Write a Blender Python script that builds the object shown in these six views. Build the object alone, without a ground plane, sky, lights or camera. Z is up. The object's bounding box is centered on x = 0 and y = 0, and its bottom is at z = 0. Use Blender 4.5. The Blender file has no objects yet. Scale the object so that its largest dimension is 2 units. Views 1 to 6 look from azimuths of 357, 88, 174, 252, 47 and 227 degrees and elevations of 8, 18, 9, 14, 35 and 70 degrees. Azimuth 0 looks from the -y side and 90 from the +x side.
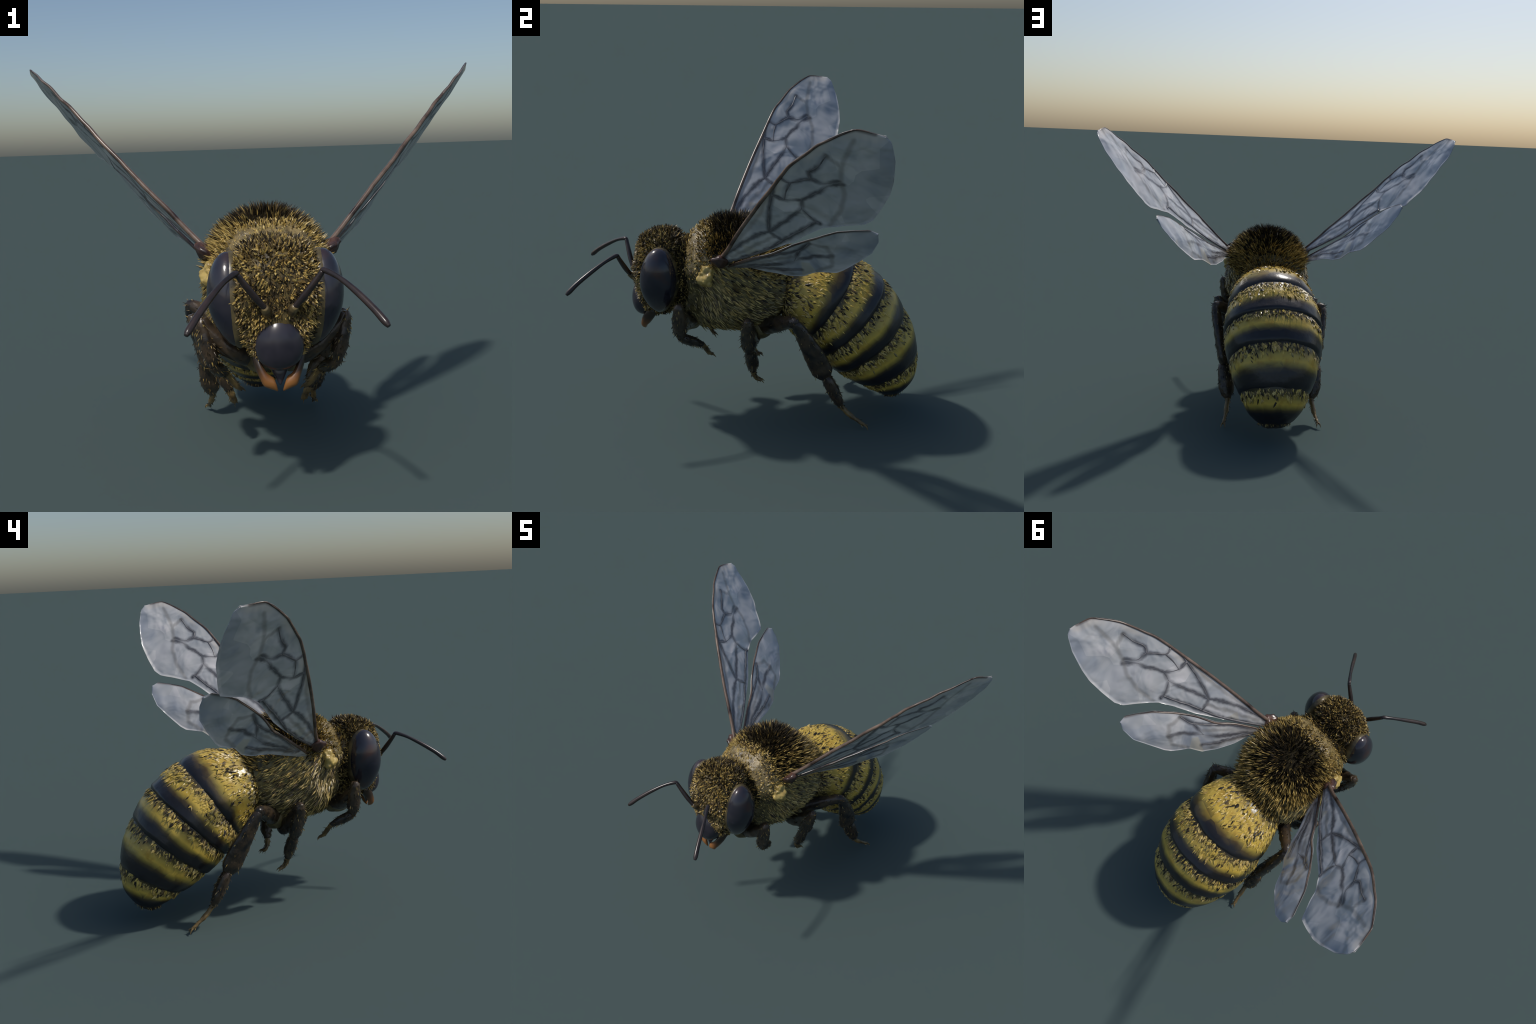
# Honey bee in flight pose, built part by part (metres, z up, head towards -y).
import bpy, math
import numpy as np
from mathutils import Vector, noise as mnoise

RNG = np.random.default_rng(11)
X3 = np.array((1.0, 0.0, 0.0))


def v3(*a):
    return np.array(a, float)


def unit(v):
    v = np.asarray(v, float)
    return v / (np.linalg.norm(v, axis=-1, keepdims=True) + 1e-12)


# ------------------------------------------------------------------ materials
class Nodes:
    """Small helper to write node trees compactly."""

    def __init__(self, name):
        self.mat = bpy.data.materials.new(name)
        self.mat.use_nodes = True
        self.t = self.mat.node_tree
        self.bsdf = self.t.nodes["Principled BSDF"]
        self.co = self.t.nodes.new("ShaderNodeTexCoord").outputs["Object"]

    def put(self, sock, val):
        if isinstance(val, bpy.types.NodeSocket):
            self.t.links.new(val, sock)
        else:
            sock.default_value = val

    def node(self, kind, **kw):
        n = self.t.nodes.new(kind)
        for k, v in kw.items():
            setattr(n, k, v)
        return n

    def noise(self, scale, detail=3.0, rough=0.55, distort=0.0, co=None):
        n = self.node("ShaderNodeTexNoise")
        self.put(n.inputs["Vector"], co or self.co)
        self.put(n.inputs["Scale"], scale)
        self.put(n.inputs["Detail"], detail)
        self.put(n.inputs["Roughness"], rough)
        self.put(n.inputs["Distortion"], distort)
        return n.outputs["Fac"]

    def cells(self, scale, out="Color", feature="F1", co=None):
        n = self.node("ShaderNodeTexVoronoi", feature=feature)
        self.put(n.inputs["Vector"], co or self.co)
        self.put(n.inputs["Scale"], scale)
        return n.outputs[out]

    def math(self, op, a, b=0.0, clamp=False):
        n = self.node("ShaderNodeMath", operation=op, use_clamp=clamp)
        self.put(n.inputs[0], a)
        self.put(n.inputs[1], b)
        return n.outputs[0]

    def dot(self, vec):
        n = self.node("ShaderNodeVectorMath", operation="DOT_PRODUCT")
        self.put(n.inputs[0], self.co)
        self.put(n.inputs[1], tuple(vec))
        return n.outputs["Value"]

    def ramp(self, fac, stops, interp="LINEAR"):
        n = self.node("ShaderNodeValToRGB")
        n.color_ramp.interpolation = interp
        els = n.color_ramp.elements
        while len(els) < len(stops):
            els.new(0.5)
        for e, (p, c) in zip(els, stops):
            e.position = p
            e.color = (*c, 1.0) if len(c) == 3 else c
        self.put(n.inputs["Fac"], fac)
        return n.outputs["Color"]

    def mix(self, fac, a, b, mode="MIX"):
        n = self.node("ShaderNodeMix", data_type="RGBA", blend_type=mode)
        self.put(n.inputs[0], fac)
        for s, v in ((n.inputs[6], a), (n.inputs[7], b)):
            if isinstance(v, tuple) and len(v) == 3:
                v = (*v, 1.0)
            self.put(s, v)
        return n.outputs[2]

    def maprange(self, val, lo, hi):
        n = self.node("ShaderNodeMapRange", interpolation_type="SMOOTHSTEP")
        self.put(n.inputs["Value"], val)
        self.put(n.inputs["From Min"], lo)
        self.put(n.inputs["From Max"], hi)
        return n.outputs[0]

    def bump(self, height, strength=0.3, dist=0.01):
        n = self.node("ShaderNodeBump")
        self.put(n.inputs["Height"], height)
        n.inputs["Strength"].default_value = strength
        n.inputs["Distance"].default_value = dist
        self.t.links.new(n.outputs[0], self.bsdf.inputs["Normal"])

    def finish(self, color, rough=0.4, spec=0.5, coat=0.0):
        self.put(self.bsdf.inputs["Base Color"], (*color, 1.0) if isinstance(color, tuple) and len(color) == 3 else color)
        self.put(self.bsdf.inputs["Roughness"], rough)
        self.put(self.bsdf.inputs["Specular IOR Level"], spec)
        self.put(self.bsdf.inputs["Coat Weight"], coat)
        return self.mat


def mottled(name, lo, hi, scale=30.0, rough=0.4, spec=0.5, bump=0.0, coat=0.0):
    n = Nodes(name)
    f = n.noise(scale, 3.0, 0.6)
    c = n.ramp(f, [(0.32, lo), (0.68, hi)])
    if bump:
        n.bump(n.noise(scale * 2.5, 4.0), bump, 0.01)
    return n.finish(c, rough, spec, coat)


GOLD = mottled("gold_hair", (0.27, 0.18, 0.045), (0.60, 0.42, 0.13), 70, 0.40)
STRAW = mottled("straw_hair", (0.42, 0.30, 0.08), (0.72, 0.54, 0.20), 60, 0.38)
BROWN = mottled("brown_hair", (0.055, 0.036, 0.013), (0.18, 0.12, 0.04), 70, 0.40)
DARK = mottled("dark_hair", (0.010, 0.008, 0.005), (0.034, 0.025, 0.014), 60, 0.48, 0.3)
OLIVE = mottled("olive_hair", (0.13, 0.10, 0.032), (0.36, 0.28, 0.095), 40, 0.42)
YELLOW = mottled("yellow_scale", (0.40, 0.28, 0.05), (0.70, 0.50, 0.11), 26, 0.34)
HAIR_MATS = [GOLD, STRAW, BROWN, DARK, OLIVE, YELLOW]

THORAX_SKIN = mottled("thorax_skin", (0.035, 0.028, 0.012), (0.22, 0.17, 0.06), 16, 0.42, 0.5, 0.5)
HEAD_SKIN = mottled("head_skin", (0.02, 0.015, 0.008), (0.13, 0.095, 0.035), 22, 0.50, 0.3, 0.3)
COLLAR = mottled("collar_skin", (0.07, 0.052, 0.022), (0.30, 0.22, 0.09), 24, 0.26, 0.6, 0.7)
UNDERFUR = mottled("underfur_skin", (0.008, 0.007, 0.004), (0.030, 0.023, 0.010), 30, 0.7, 0.1)
TEGULA = mottled("tegula_shell", (0.28, 0.19, 0.05), (0.58, 0.43, 0.14), 26, 0.30, 0.5, 0.2)
LEG_DARK = mottled("leg_shell", (0.012, 0.012, 0.013), (0.075, 0.050, 0.028), 16, 0.30, 0.5, 0.3)
LEG_BROWN = mottled("tarsus_shell", (0.06, 0.038, 0.015), (0.25, 0.165, 0.06), 18, 0.36, 0.5, 0.2)
ANTENNA = mottled("antenna_shell", (0.013, 0.012, 0.014), (0.048, 0.032, 0.028), 9, 0.26, 0.5)
SOCKET = mottled("socket_shell", (0.05, 0.036, 0.02), (0.30, 0.22, 0.09), 20, 0.32)


def mandible_material():
    n = Nodes("mandible_shell")
    k = n.math("ADD", n.dot((0.5, 0.0, 0.87)), n.math("MULTIPLY", n.noise(30.0), 0.03))
    c = n.ramp(n.maprange(k, 0.46, 0.54), [(0.0, (0.27, 0.115, 0.032)), (0.45, (0.17, 0.072, 0.024)), (1.0, (0.035, 0.022, 0.014))])
    return n.finish(c, 0.30, 0.5)


MANDIBLE = mandible_material()
CLYPEUS = mottled("clypeus_shell", (0.014, 0.014, 0.022), (0.040, 0.036, 0.046), 7, 0.24, 0.5)
WINGROOT = mottled("wing_root_shell", (0.022, 0.014, 0.014), (0.13, 0.065, 0.045), 16, 0.28, 0.5)
VEIN = mottled("wing_vein", (0.07, 0.066, 0.07), (0.22, 0.21, 0.215), 26, 0.30, 0.5)
COSTA = mottled("wing_edge_vein", (0.035, 0.020, 0.016), (0.20, 0.14, 0.105), 8, 0.26, 0.5)


def eye_material():
    n = Nodes("compound_eye")
    f = n.noise(6.0, 2.0, 0.5, 0.4)
    c = n.ramp(f, [(0.30, (0.012, 0.013, 0.024)), (0.52, (0.028, 0.027, 0.036)), (0.66, (0.055, 0.028, 0.026)), (0.8, (0.03, 0.028, 0.03))])
    n.bump(n.cells(95, "Distance"), 0.06, 0.003)
    return n.finish(c, 0.20, 0.5, 0.25)


EYE = eye_material()
EYE_RIM = mottled("eye_rim", (0.03, 0.026, 0.016), (0.15, 0.115, 0.05), 18, 0.34)


def abdomen_material(name, plane0, plane1, black_start, tint=(1, 1, 1)):
    """Stripe coordinate f runs 0..1 between two tilted segment planes."""
    n = Nodes(name)
    (n0, c0), (n1, c1) = plane0, plane1
    d0 = n.math("SUBTRACT", n.dot(n0), c0)
    d1 = n.math("SUBTRACT", c1, n.dot(n1))
    f = n.math("DIVIDE", d0, n.math("ADD", d0, d1))
    cell = n.cells(11.0, "Color")
    sep = n.node("ShaderNodeSeparateColor")
    n.put(sep.inputs[0], cell)
    wob = n.math("SUBTRACT", n.noise(7.0, 3.0), 0.5)
    wob2 = n.math("SUBTRACT", sep.outputs[0], 0.5)
    f = n.math("ADD", f, n.math("MULTIPLY", wob, 0.20))
    f = n.math("ADD", f, n.math("MULTIPLY", wob2, 0.07))
    b = black_start
    yel = (0.62 * tint[0], 0.43 * tint[1], 0.070 * tint[2])
    col = n.ramp(f, [(0.0, (0.030, 0.024, 0.012)), (0.13, (0.11, 0.085, 0.026)), (0.25, (0.46, 0.335, 0.075)),
                     (b - 0.14, yel), (b - 0.04, (0.30, 0.225, 0.045)), (b + 0.04, (0.085, 0.062, 0.025)),
                     (b + 0.13, (0.020, 0.019, 0.022)), (1.0, (0.013, 0.013, 0.018))])
    patch = n.maprange(sep.outputs[1], 0.0, 1.0)
    rust = n.maprange(n.noise(17.0, 3.0, 0.6, 0.4), 0.46, 0.70)
    col = n.mix(n.math("MULTIPLY", rust, 0.6), col, (0.72, 0.58, 0.45), "MULTIPLY")
    col = n.mix(n.math("MULTIPLY", patch, 0.30), col, (0.9, 0.85, 0.6), "MULTIPLY")
    n.bump(n.noise(26.0, 3.0), 0.16, 0.012)
    return n.finish(col, 0.30, 0.5)


# ------------------------------------------------------------------ mesh helpers
ROOT = bpy.data.objects.new("honey_bee", None)
bpy.context.scene.collection.objects.link(ROOT)
ROOT["label"] = "fuzzy honey bee with raised wings and striped abdomen"
ROOT["category"] = "bee"


def add_mesh(name, verts, faces, mats, parent=ROOT, face_mat=None, smooth=True, stuff=False):
    me = bpy.data.meshes.new(name)
    me.from_pydata([tuple(map(float, v)) for v in verts], [], [tuple(map(int, f)) for f in faces])
    for m in (mats if isinstance(mats, (list, tuple)) else [mats]):
        me.materials.append(m)
    if face_mat is not None:
        me.polygons.foreach_set("material_index", np.asarray(face_mat, dtype=np.int32))
    me.polygons.foreach_set("use_smooth", [smooth] * len(me.polygons))
    me.update()
    ob = bpy.data.objects.new(name, me)
    bpy.context.scene.collection.objects.link(ob)
    ob.parent = parent
    if stuff:
        ob["kind"] = "stuff"
    return ob


def mirror_copy(ob, parent=ROOT):
    """Left-hand twin that shares the mesh."""
    c = ob.copy()
    c.scale.x = -1.0
    bpy.context.scene.collection.objects.link(c)
    c.parent = parent
    for k in list(ob.children):
        mirror_copy(k, c).scale.x = 1.0
    return c


def spline(P, n, closed=False):
    """Catmull-Rom through the rows of P, n samples (centripetal enough for our spacing)."""
    P = np.asarray(P, float)
    m = len(P)
    t = np.linspace(0, m - 1, n)
    return spline_at(P, t)


def spline_at(P, t):
    P = np.asarray(P, float)
    m = len(P)
    t = np.clip(np.asarray(t, float), 0, m - 1)
    i = np.minimum(t.astype(int), m - 2)
    s = (t - i)[:, None]
    p1, p2 = P[i], P[i + 1]
    p0 = np.where((i > 0)[:, None], P[np.maximum(i - 1, 0)], 2 * p1 - p2)
    p3 = np.where((i < m - 2)[:, None], P[np.minimum(i + 2, m - 1)], 2 * p2 - p1)
    return 0.5 * (2 * p1 + (p2 - p0) * s + (2 * p0 - 5 * p1 + 4 * p2 - p3) * s ** 2 + (3 * p1 - p0 - 3 * p2 + p3) * s ** 3)


def loft_rings(rings, cap=True):
    """rings: (n, k, 3) -> verts, faces with fan caps."""
    n, k, _ = rings.shape
    V = list(rings.reshape(-1, 3))
    F = []
    for i in range(n - 1):
        for j in range(k):
            a, b = i * k + j, i * k + (j + 1) % k
            F.append((a, b, b + k, a + k))
    if cap:
        c0, c1 = len(V), len(V) + 1
        V += [rings[0].mean(0), rings[-1].mean(0)]
        for j in range(k):
            F.append((c0, (j + 1) % k, j))
            F.append((c1, (n - 1) * k + j, (n - 1) * k + (j + 1) % k))
    return V, F


def sgnpow(a, p):
    return np.sign(a) * np.abs(a) ** p


def sagittal_ring(row, k, scale=1.0, power=1.0):
    """One cross-section: row = top_y, top_z, bottom_y, bottom_z, half width."""
    ty, tz, by, bz, w = row
    c = v3(0, (ty + by) / 2, (tz + bz) / 2)
    h = v3(0, (ty - by) / 2, (tz - bz) / 2)
    th = np.linspace(0, 2 * np.pi, k, endpoint=False)
    up, si = sgnpow(np.cos(th), power), sgnpow(np.sin(th), power)
    return c + scale * (up[:, None] * h + si[:, None] * (w * X3))


def fbm(p, scale, seed=0.0, octaves=3):
    return np.array([mnoise.fractal(Vector((x * scale + seed, y * scale - seed, z * scale + 2 * seed)), 0.8, 2.0, octaves) for x, y, z in p])


def vertex_normals(V, F):
    V = np.asarray(V)
    N = np.zeros_like(V)
    for f in F:
        a, b, c = V[f[0]], V[f[1]], V[f[2]]
        n = np.cross(b - a, c - a)
        if len(f) == 4:
            n = n + np.cross(c - a, V[f[3]] - a)
        for i in f:
            N[i] += n
    return unit(N)


def orient_outward(V, F):
    """Make the face winding point out of the body (signed volume > 0)."""
    V = np.asarray(V)
    vol = 0.0
    for f in F:
        for i in range(1, len(f) - 1):
            vol += np.dot(V[f[0]], np.cross(V[f[i]], V[f[i + 1]]))
    return [tuple(reversed(f)) for f in F] if vol < 0 else F


def roughen(V, F, amp, scale, seed=0.0, octaves=3):
    F = orient_outward(V, F)
    V = np.asarray(V, float)
    N = vertex_normals(V, F)
    return V + N * (amp * fbm(V, scale, seed, octaves))[:, None], F


def scatter(V, F, n, rng, keep=None):
    """Area-weighted random points with smooth normals."""
    V = np.asarray(V)
    N = vertex_normals(V, F)
    T = []
    for f in F:
        T.append((f[0], f[1], f[2]))
        if len(f) == 4:
            T.append((f[0], f[2], f[3]))
    T = np.array(T)
    A = np.linalg.norm(np.cross(V[T[:, 1]] - V[T[:, 0]], V[T[:, 2]] - V[T[:, 0]]), axis=1)
    idx = rng.choice(len(T), n, p=A / A.sum())
    r1, r2 = np.sqrt(rng.random(n)), rng.random(n)
    w = np.stack([1 - r1, r1 * (1 - r2), r1 * r2], 1)[:, :, None]
    P = (V[T[idx]] * w).sum(1)
    Nn = unit((N[T[idx]] * w).sum(1))
    if keep is not None:
        m = keep(P, Nn)
        P, Nn = P[m], Nn[m]
    return P, Nn


def spikes(P, N, D, length, width, flat=1.0, bend=None, sink=0.004):
    """Tapered three-sided hairs: root P, surface normal N, direction D. Returns verts, faces, hair index per face."""
    n = len(P)
    D = unit(D)
    length = np.broadcast_to(length, n)[:, None]
    width = np.broadcast_to(width, n)[:, None]
    side = unit(np.cross(D, N))
    up = unit(np.cross(side, D))
    P = P - N * sink
    bend = np.zeros_like(P) if bend is None else bend
    ring = []
    for frac, wid in ((0.0, 0.9), (0.5, 0.8)):
        c = P + D * length * frac + bend * (frac ** 2) * length
        ring += [c + side * width * wid, c - side * width * wid, c + up * width * wid * 1.3 * flat]
    tip = P + D * length + bend * length
    V = np.stack(ring + [tip], 1).reshape(-1, 3)
    base = np.array([(0, 1, 4, 3), (1, 2, 5, 4), (2, 0, 3, 5)])
    tipf = [(3, 4, 6), (4, 5, 6), (5, 3, 6)]
    F, own = [], []
    for i in range(n):
        o = 7 * i
        F += [tuple(o + q) for q in base] + [(o + a, o + b, o + c) for a, b, c in tipf]
        own += [i] * 6
    return V, F, np.array(own)


def add_hair(name, P, N, D, length, width, mat_choice, parent, flat=1.0, bend=None, sink=0.004):
    V, F, own = spikes(P, N, D, length, width, flat, bend, sink)
    return add_mesh(name, V, F, HAIR_MATS, parent, face_mat=np.asarray(mat_choice)[own], smooth=False, stuff=True)


def pick(rng, n, weights):
    """Random material slots; weights is (n, slots) or (slots,)."""
    w = np.asarray(weights, float)
    w = np.concatenate([w, np.zeros(w.shape[:-1] + (len(HAIR_MATS) - w.shape[-1],))], -1)
    w = np.broadcast_to(w, (n, len(HAIR_MATS)))
    c = np.cumsum(w / w.sum(1, keepdims=True), 1)
    return (rng.random((n, 1)) > c).sum(1).clip(0, len(HAIR_MATS) - 1)


def ellipsoid(center, axes, nu=32, nv=24, shape=None):
    """axes: 3x3 rows = half-axis vectors; last row is the pole axis."""
    c, A = np.asarray(center, float), np.asarray(axes, float)
    rings = []
    for i in range(1, nv):
        ph = math.pi * i / nv
        th = np.linspace(0, 2 * np.pi, nu, endpoint=False)
        q = np.stack([np.sin(ph) * np.cos(th), np.sin(ph) * np.sin(th), np.full(nu, np.cos(ph))], 1)
        if shape is not None:
            q = shape(q)
        rings.append(c + q @ A)
    V, F = loft_rings(np.array(rings), cap=False)
    k = nu
    poles = np.array([[0, 0, 1.0], [0, 0, -1.0]])
    if shape is not None:
        poles = shape(poles)
    a, b = len(V), len(V) + 1
    V += [c + poles[0] @ A, c + poles[1] @ A]
    m = len(rings) - 1
    for j in range(k):
        F.append((a, (j + 1) % k, j))
        F.append((b, m * k + j, m * k + (j + 1) % k))
    return np.array(V), orient_outward(V, F)


def limb(points, k=14, n=None, wide=(0, 1, 0)):
    """Tapered limb. points rows: x, y, z, half width along `wide`, half thickness across."""
    P = np.asarray(points, float)
    n = n or 6 * len(P)
    S = spline(P, n)
    T = unit(np.gradient(S[:, :3], axis=0))
    th = np.linspace(0, 2 * np.pi, k, endpoint=False)
    rings = []
    for s, t in zip(S, T):
        w = unit(np.asarray(wide, float) - t * np.dot(wide, t))
        b = np.cross(t, w)
        rings.append(s[:3] + np.cos(th)[:, None] * w * max(s[3], 1e-3) + np.sin(th)[:, None] * b * max(s[4], 1e-3))
    V, F = loft_rings(np.array(rings))
    return np.array(V), orient_outward(V, F)


# ------------------------------------------------------------------ abdomen
# rows: top_y, top_z, bottom_y, bottom_z, half width (skin, without bristles)
ABD = np.array([
    (0.140, 0.800, 0.140, 0.600, 0.130),
    (0.180, 0.862, 0.160, 0.545, 0.195),
    (0.290, 0.892, 0.180, 0.490, 0.226),
    (0.412, 0.891, 0.210, 0.450, 0.250),
    (0.532, 0.850, 0.245, 0.412, 0.264),   # groove 1 (index 4)
    (0.620, 0.788, 0.282, 0.368, 0.278),
    (0.692, 0.728, 0.325, 0.328, 0.282),   # groove 2 (6)
    (0.752, 0.655, 0.377, 0.282, 0.276),
    (0.803, 0.575, 0.437, 0.236, 0.258),   # groove 3 (8)
    (0.858, 0.465, 0.505, 0.190, 0.232),
    (0.886, 0.345, 0.575, 0.152, 0.194),   # groove 4 (10)
    (0.886, 0.215, 0.640, 0.115, 0.148),
    (0.835, 0.120, 0.690, 0.088, 0.095),   # groove 5 (12)
    (0.798, 0.082, 0.712, 0.066, 0.062),
])
GROOVES = [1.0, 4.0, 6.0, 8.0, 10.0, 12.0]


def ring_plane(t):
    ty, tz, by, bz, _ = spline_at(ABD, [t])[0]
    h = unit(v3(0, ty - by, tz - bz))
    nrm = v3(0, h[2], -h[1])
    if nrm[1] < 0:
        nrm = -nrm
    return nrm, float(nrm @ v3(0, (ty + by) / 2, (tz + bz) / 2))


def segment_bulge(f):
    f = np.asarray(f, float)
    rise = 0.953 + 0.052 * np.clip((f + 0.05) / 0.55, 0, 1) ** 0.6
    fall = 0.050 * np.clip((f - 0.86) / 0.14, 0, 1) ** 2.2
    return rise - fall


# inner body that the segment shells sit on
_core = np.array([sagittal_ring(spline_at(ABD, [t])[0], 40, 0.90) for t in np.linspace(0, 12.5, 40)])
abdomen = add_mesh("abdomen", *loft_rings(_core), UNDERFUR)
abdomen.data.flip_normals()

BLACK_START = [0.75, 0.58, 0.55, 0.53, 0.50]


def build_abdomen():
    k = 72
    rng = np.random.default_rng(5)
    fP, fN, fD, fL, fW, fM = [], [], [], [], [], []
    for s in range(5):
        g0, g1 = GROOVES[s], GROOVES[s + 1]
        fs = np.concatenate([np.linspace(-0.14, 0.8, 20), np.linspace(0.83, 1.0, 9)])
        if s == 0:
            fs = np.concatenate([np.linspace(-0.33, 0.8, 24), np.linspace(0.83, 1.0, 9)])
        rings = []
        for f in fs:
            row = spline_at(ABD, [g0 + f * (g1 - g0)])[0]
            rings.append(sagittal_ring(row, k, segment_bulge(f) if s or f > 0.3 else 0.99 - 0.0 * f, 0.96))
        row = spline_at(ABD, [g1 + 0.02])[0]
        rings.append(sagittal_ring(row, k, 0.90, 0.96))
        rings = np.array(rings)
        V, F = loft_rings(rings)
        V, F = roughen(V, F, 0.0045, 9.0, 3.1 * s, 2)
        mat = abdomen_material("abdomen_stripe", ring_plane(g0), ring_plane(g1), BLACK_START[s])
        add_mesh("abdomen_segment", V, F, mat, abdomen)
        # bristle flakes on the front zone of each segment
        n = [2600, 1800, 1000, 800, 520][s]
        if s == 0:
            f = np.abs(rng.random(n) ** 1.1) * 0.95 - 0.22
        else:
            f = -0.03 + np.abs(rng.normal(0, 0.12 if s > 1 else 0.24, n))
        f = np.clip(f, -0.25, 0.9)
        th = rng.random(n) * 2 * np.pi
        for ff, tt in zip(f, th):
            if ff > BLACK_START[s] - 0.08:
                continue
            def pt(a, b):
                row = spline_at(ABD, [g0 + a * (g1 - g0)])[0]
                ty, tz, by, bz, w = row
                c = v3(0, (ty + by) / 2, (tz + bz) / 2)
                h = v3(0, (ty - by) / 2, (tz - bz) / 2)
                m = float(segment_bulge(a)) if s or a > 0.3 else 0.99
                return c + m * (sgnpow(math.cos(b), 0.96) * h + sgnpow(math.sin(b), 0.96) * w * X3)
            p = pt(ff, tt)
            du = pt(ff + 0.02, tt) - p
            dv = pt(ff, tt + 0.02) - p
            nn = unit(np.cross(dv, du))
            if nn @ (p - v3(0, 0.5, 0.5)) < 0:
                nn = -nn
            fP.append(p); fN.append(nn)
            fD.append(unit(du) + nn * rng.uniform(0.05, 0.40) + unit(dv) * rng.normal(0, 0.45))
            edge = ff < 0.10
            fL.append(rng.uniform(0.016, 0.036))
            fW.append(rng.uniform(0.003, 0.007) if rng.random() < 0.7 else rng.uniform(0.006, 0.012))
            fM.append(edge)
    n = len(fP)
    W = np.tile(np.array([0.10, 0.06, 0.08, 0.10, 0.10, 0.56]), (n, 1))  # dark-coloured flakes mixed in to draw shadow notches between scales
    W[np.array(fM)] = (0.16, 0.14, 0.20, 0.16, 0.14, 0.20)
    add_hair("bristle_scales", np.array(fP), np.array(fN), np.array(fD), np.array(fL), np.array(fW), pick(rng, n, W), abdomen, flat=0.45, sink=0.003)
    # dark tip
    fs = np.linspace(11.6, 13.0, 8)
    rings = np.array([sagittal_ring(spline_at(ABD, [t])[0], 40, 0.93) for t in fs])
    V, F = loft_rings(rings)
    V, F = roughen(V, F, 0.003, 18.0, 9.0)
    add_mesh("abdomen_tip", V, F, LEG_DARK, abdomen)
    th = rng.random(120) * 2 * np.pi
    row = spline_at(ABD, [12.0])[0]
    R = sagittal_ring(row, 360, 0.93)[(th / (2 * np.pi) * 360).astype(int)]
    c = R.mean(0)
    NN = unit(R - c)
    D = unit(v3(0, -0.25, -1)) + NN * 0.4 + rng.normal(0, 0.2, R.shape)
    add_hair("tip_bristles", R, NN, D, rng.uniform(0.012, 0.024, 120), 0.0016, pick(rng, 120, (0.1, 0.1, 0.4, 0.3, 0.1)), abdomen)


build_abdomen()

# ------------------------------------------------------------------ thorax
THX = np.array([
    (-0.350, 0.860, -0.345, 0.620, 0.110),
    (-0.335, 0.935, -0.335, 0.550, 0.180),
    (-0.300, 0.985, -0.305, 0.505, 0.218),
    (-0.220, 1.034, -0.225, 0.480, 0.244),
    (-0.110, 1.056, -0.110, 0.470, 0.252),
    (0.000, 1.046, 0.000, 0.472, 0.246),
    (0.090, 0.983, 0.085, 0.495, 0.222),
    (0.165, 0.900, 0.140, 0.545, 0.188),
    (0.225, 0.845, 0.170, 0.585, 0.165),
    (0.265, 0.780, 0.190, 0.630, 0.090),
])


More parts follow.
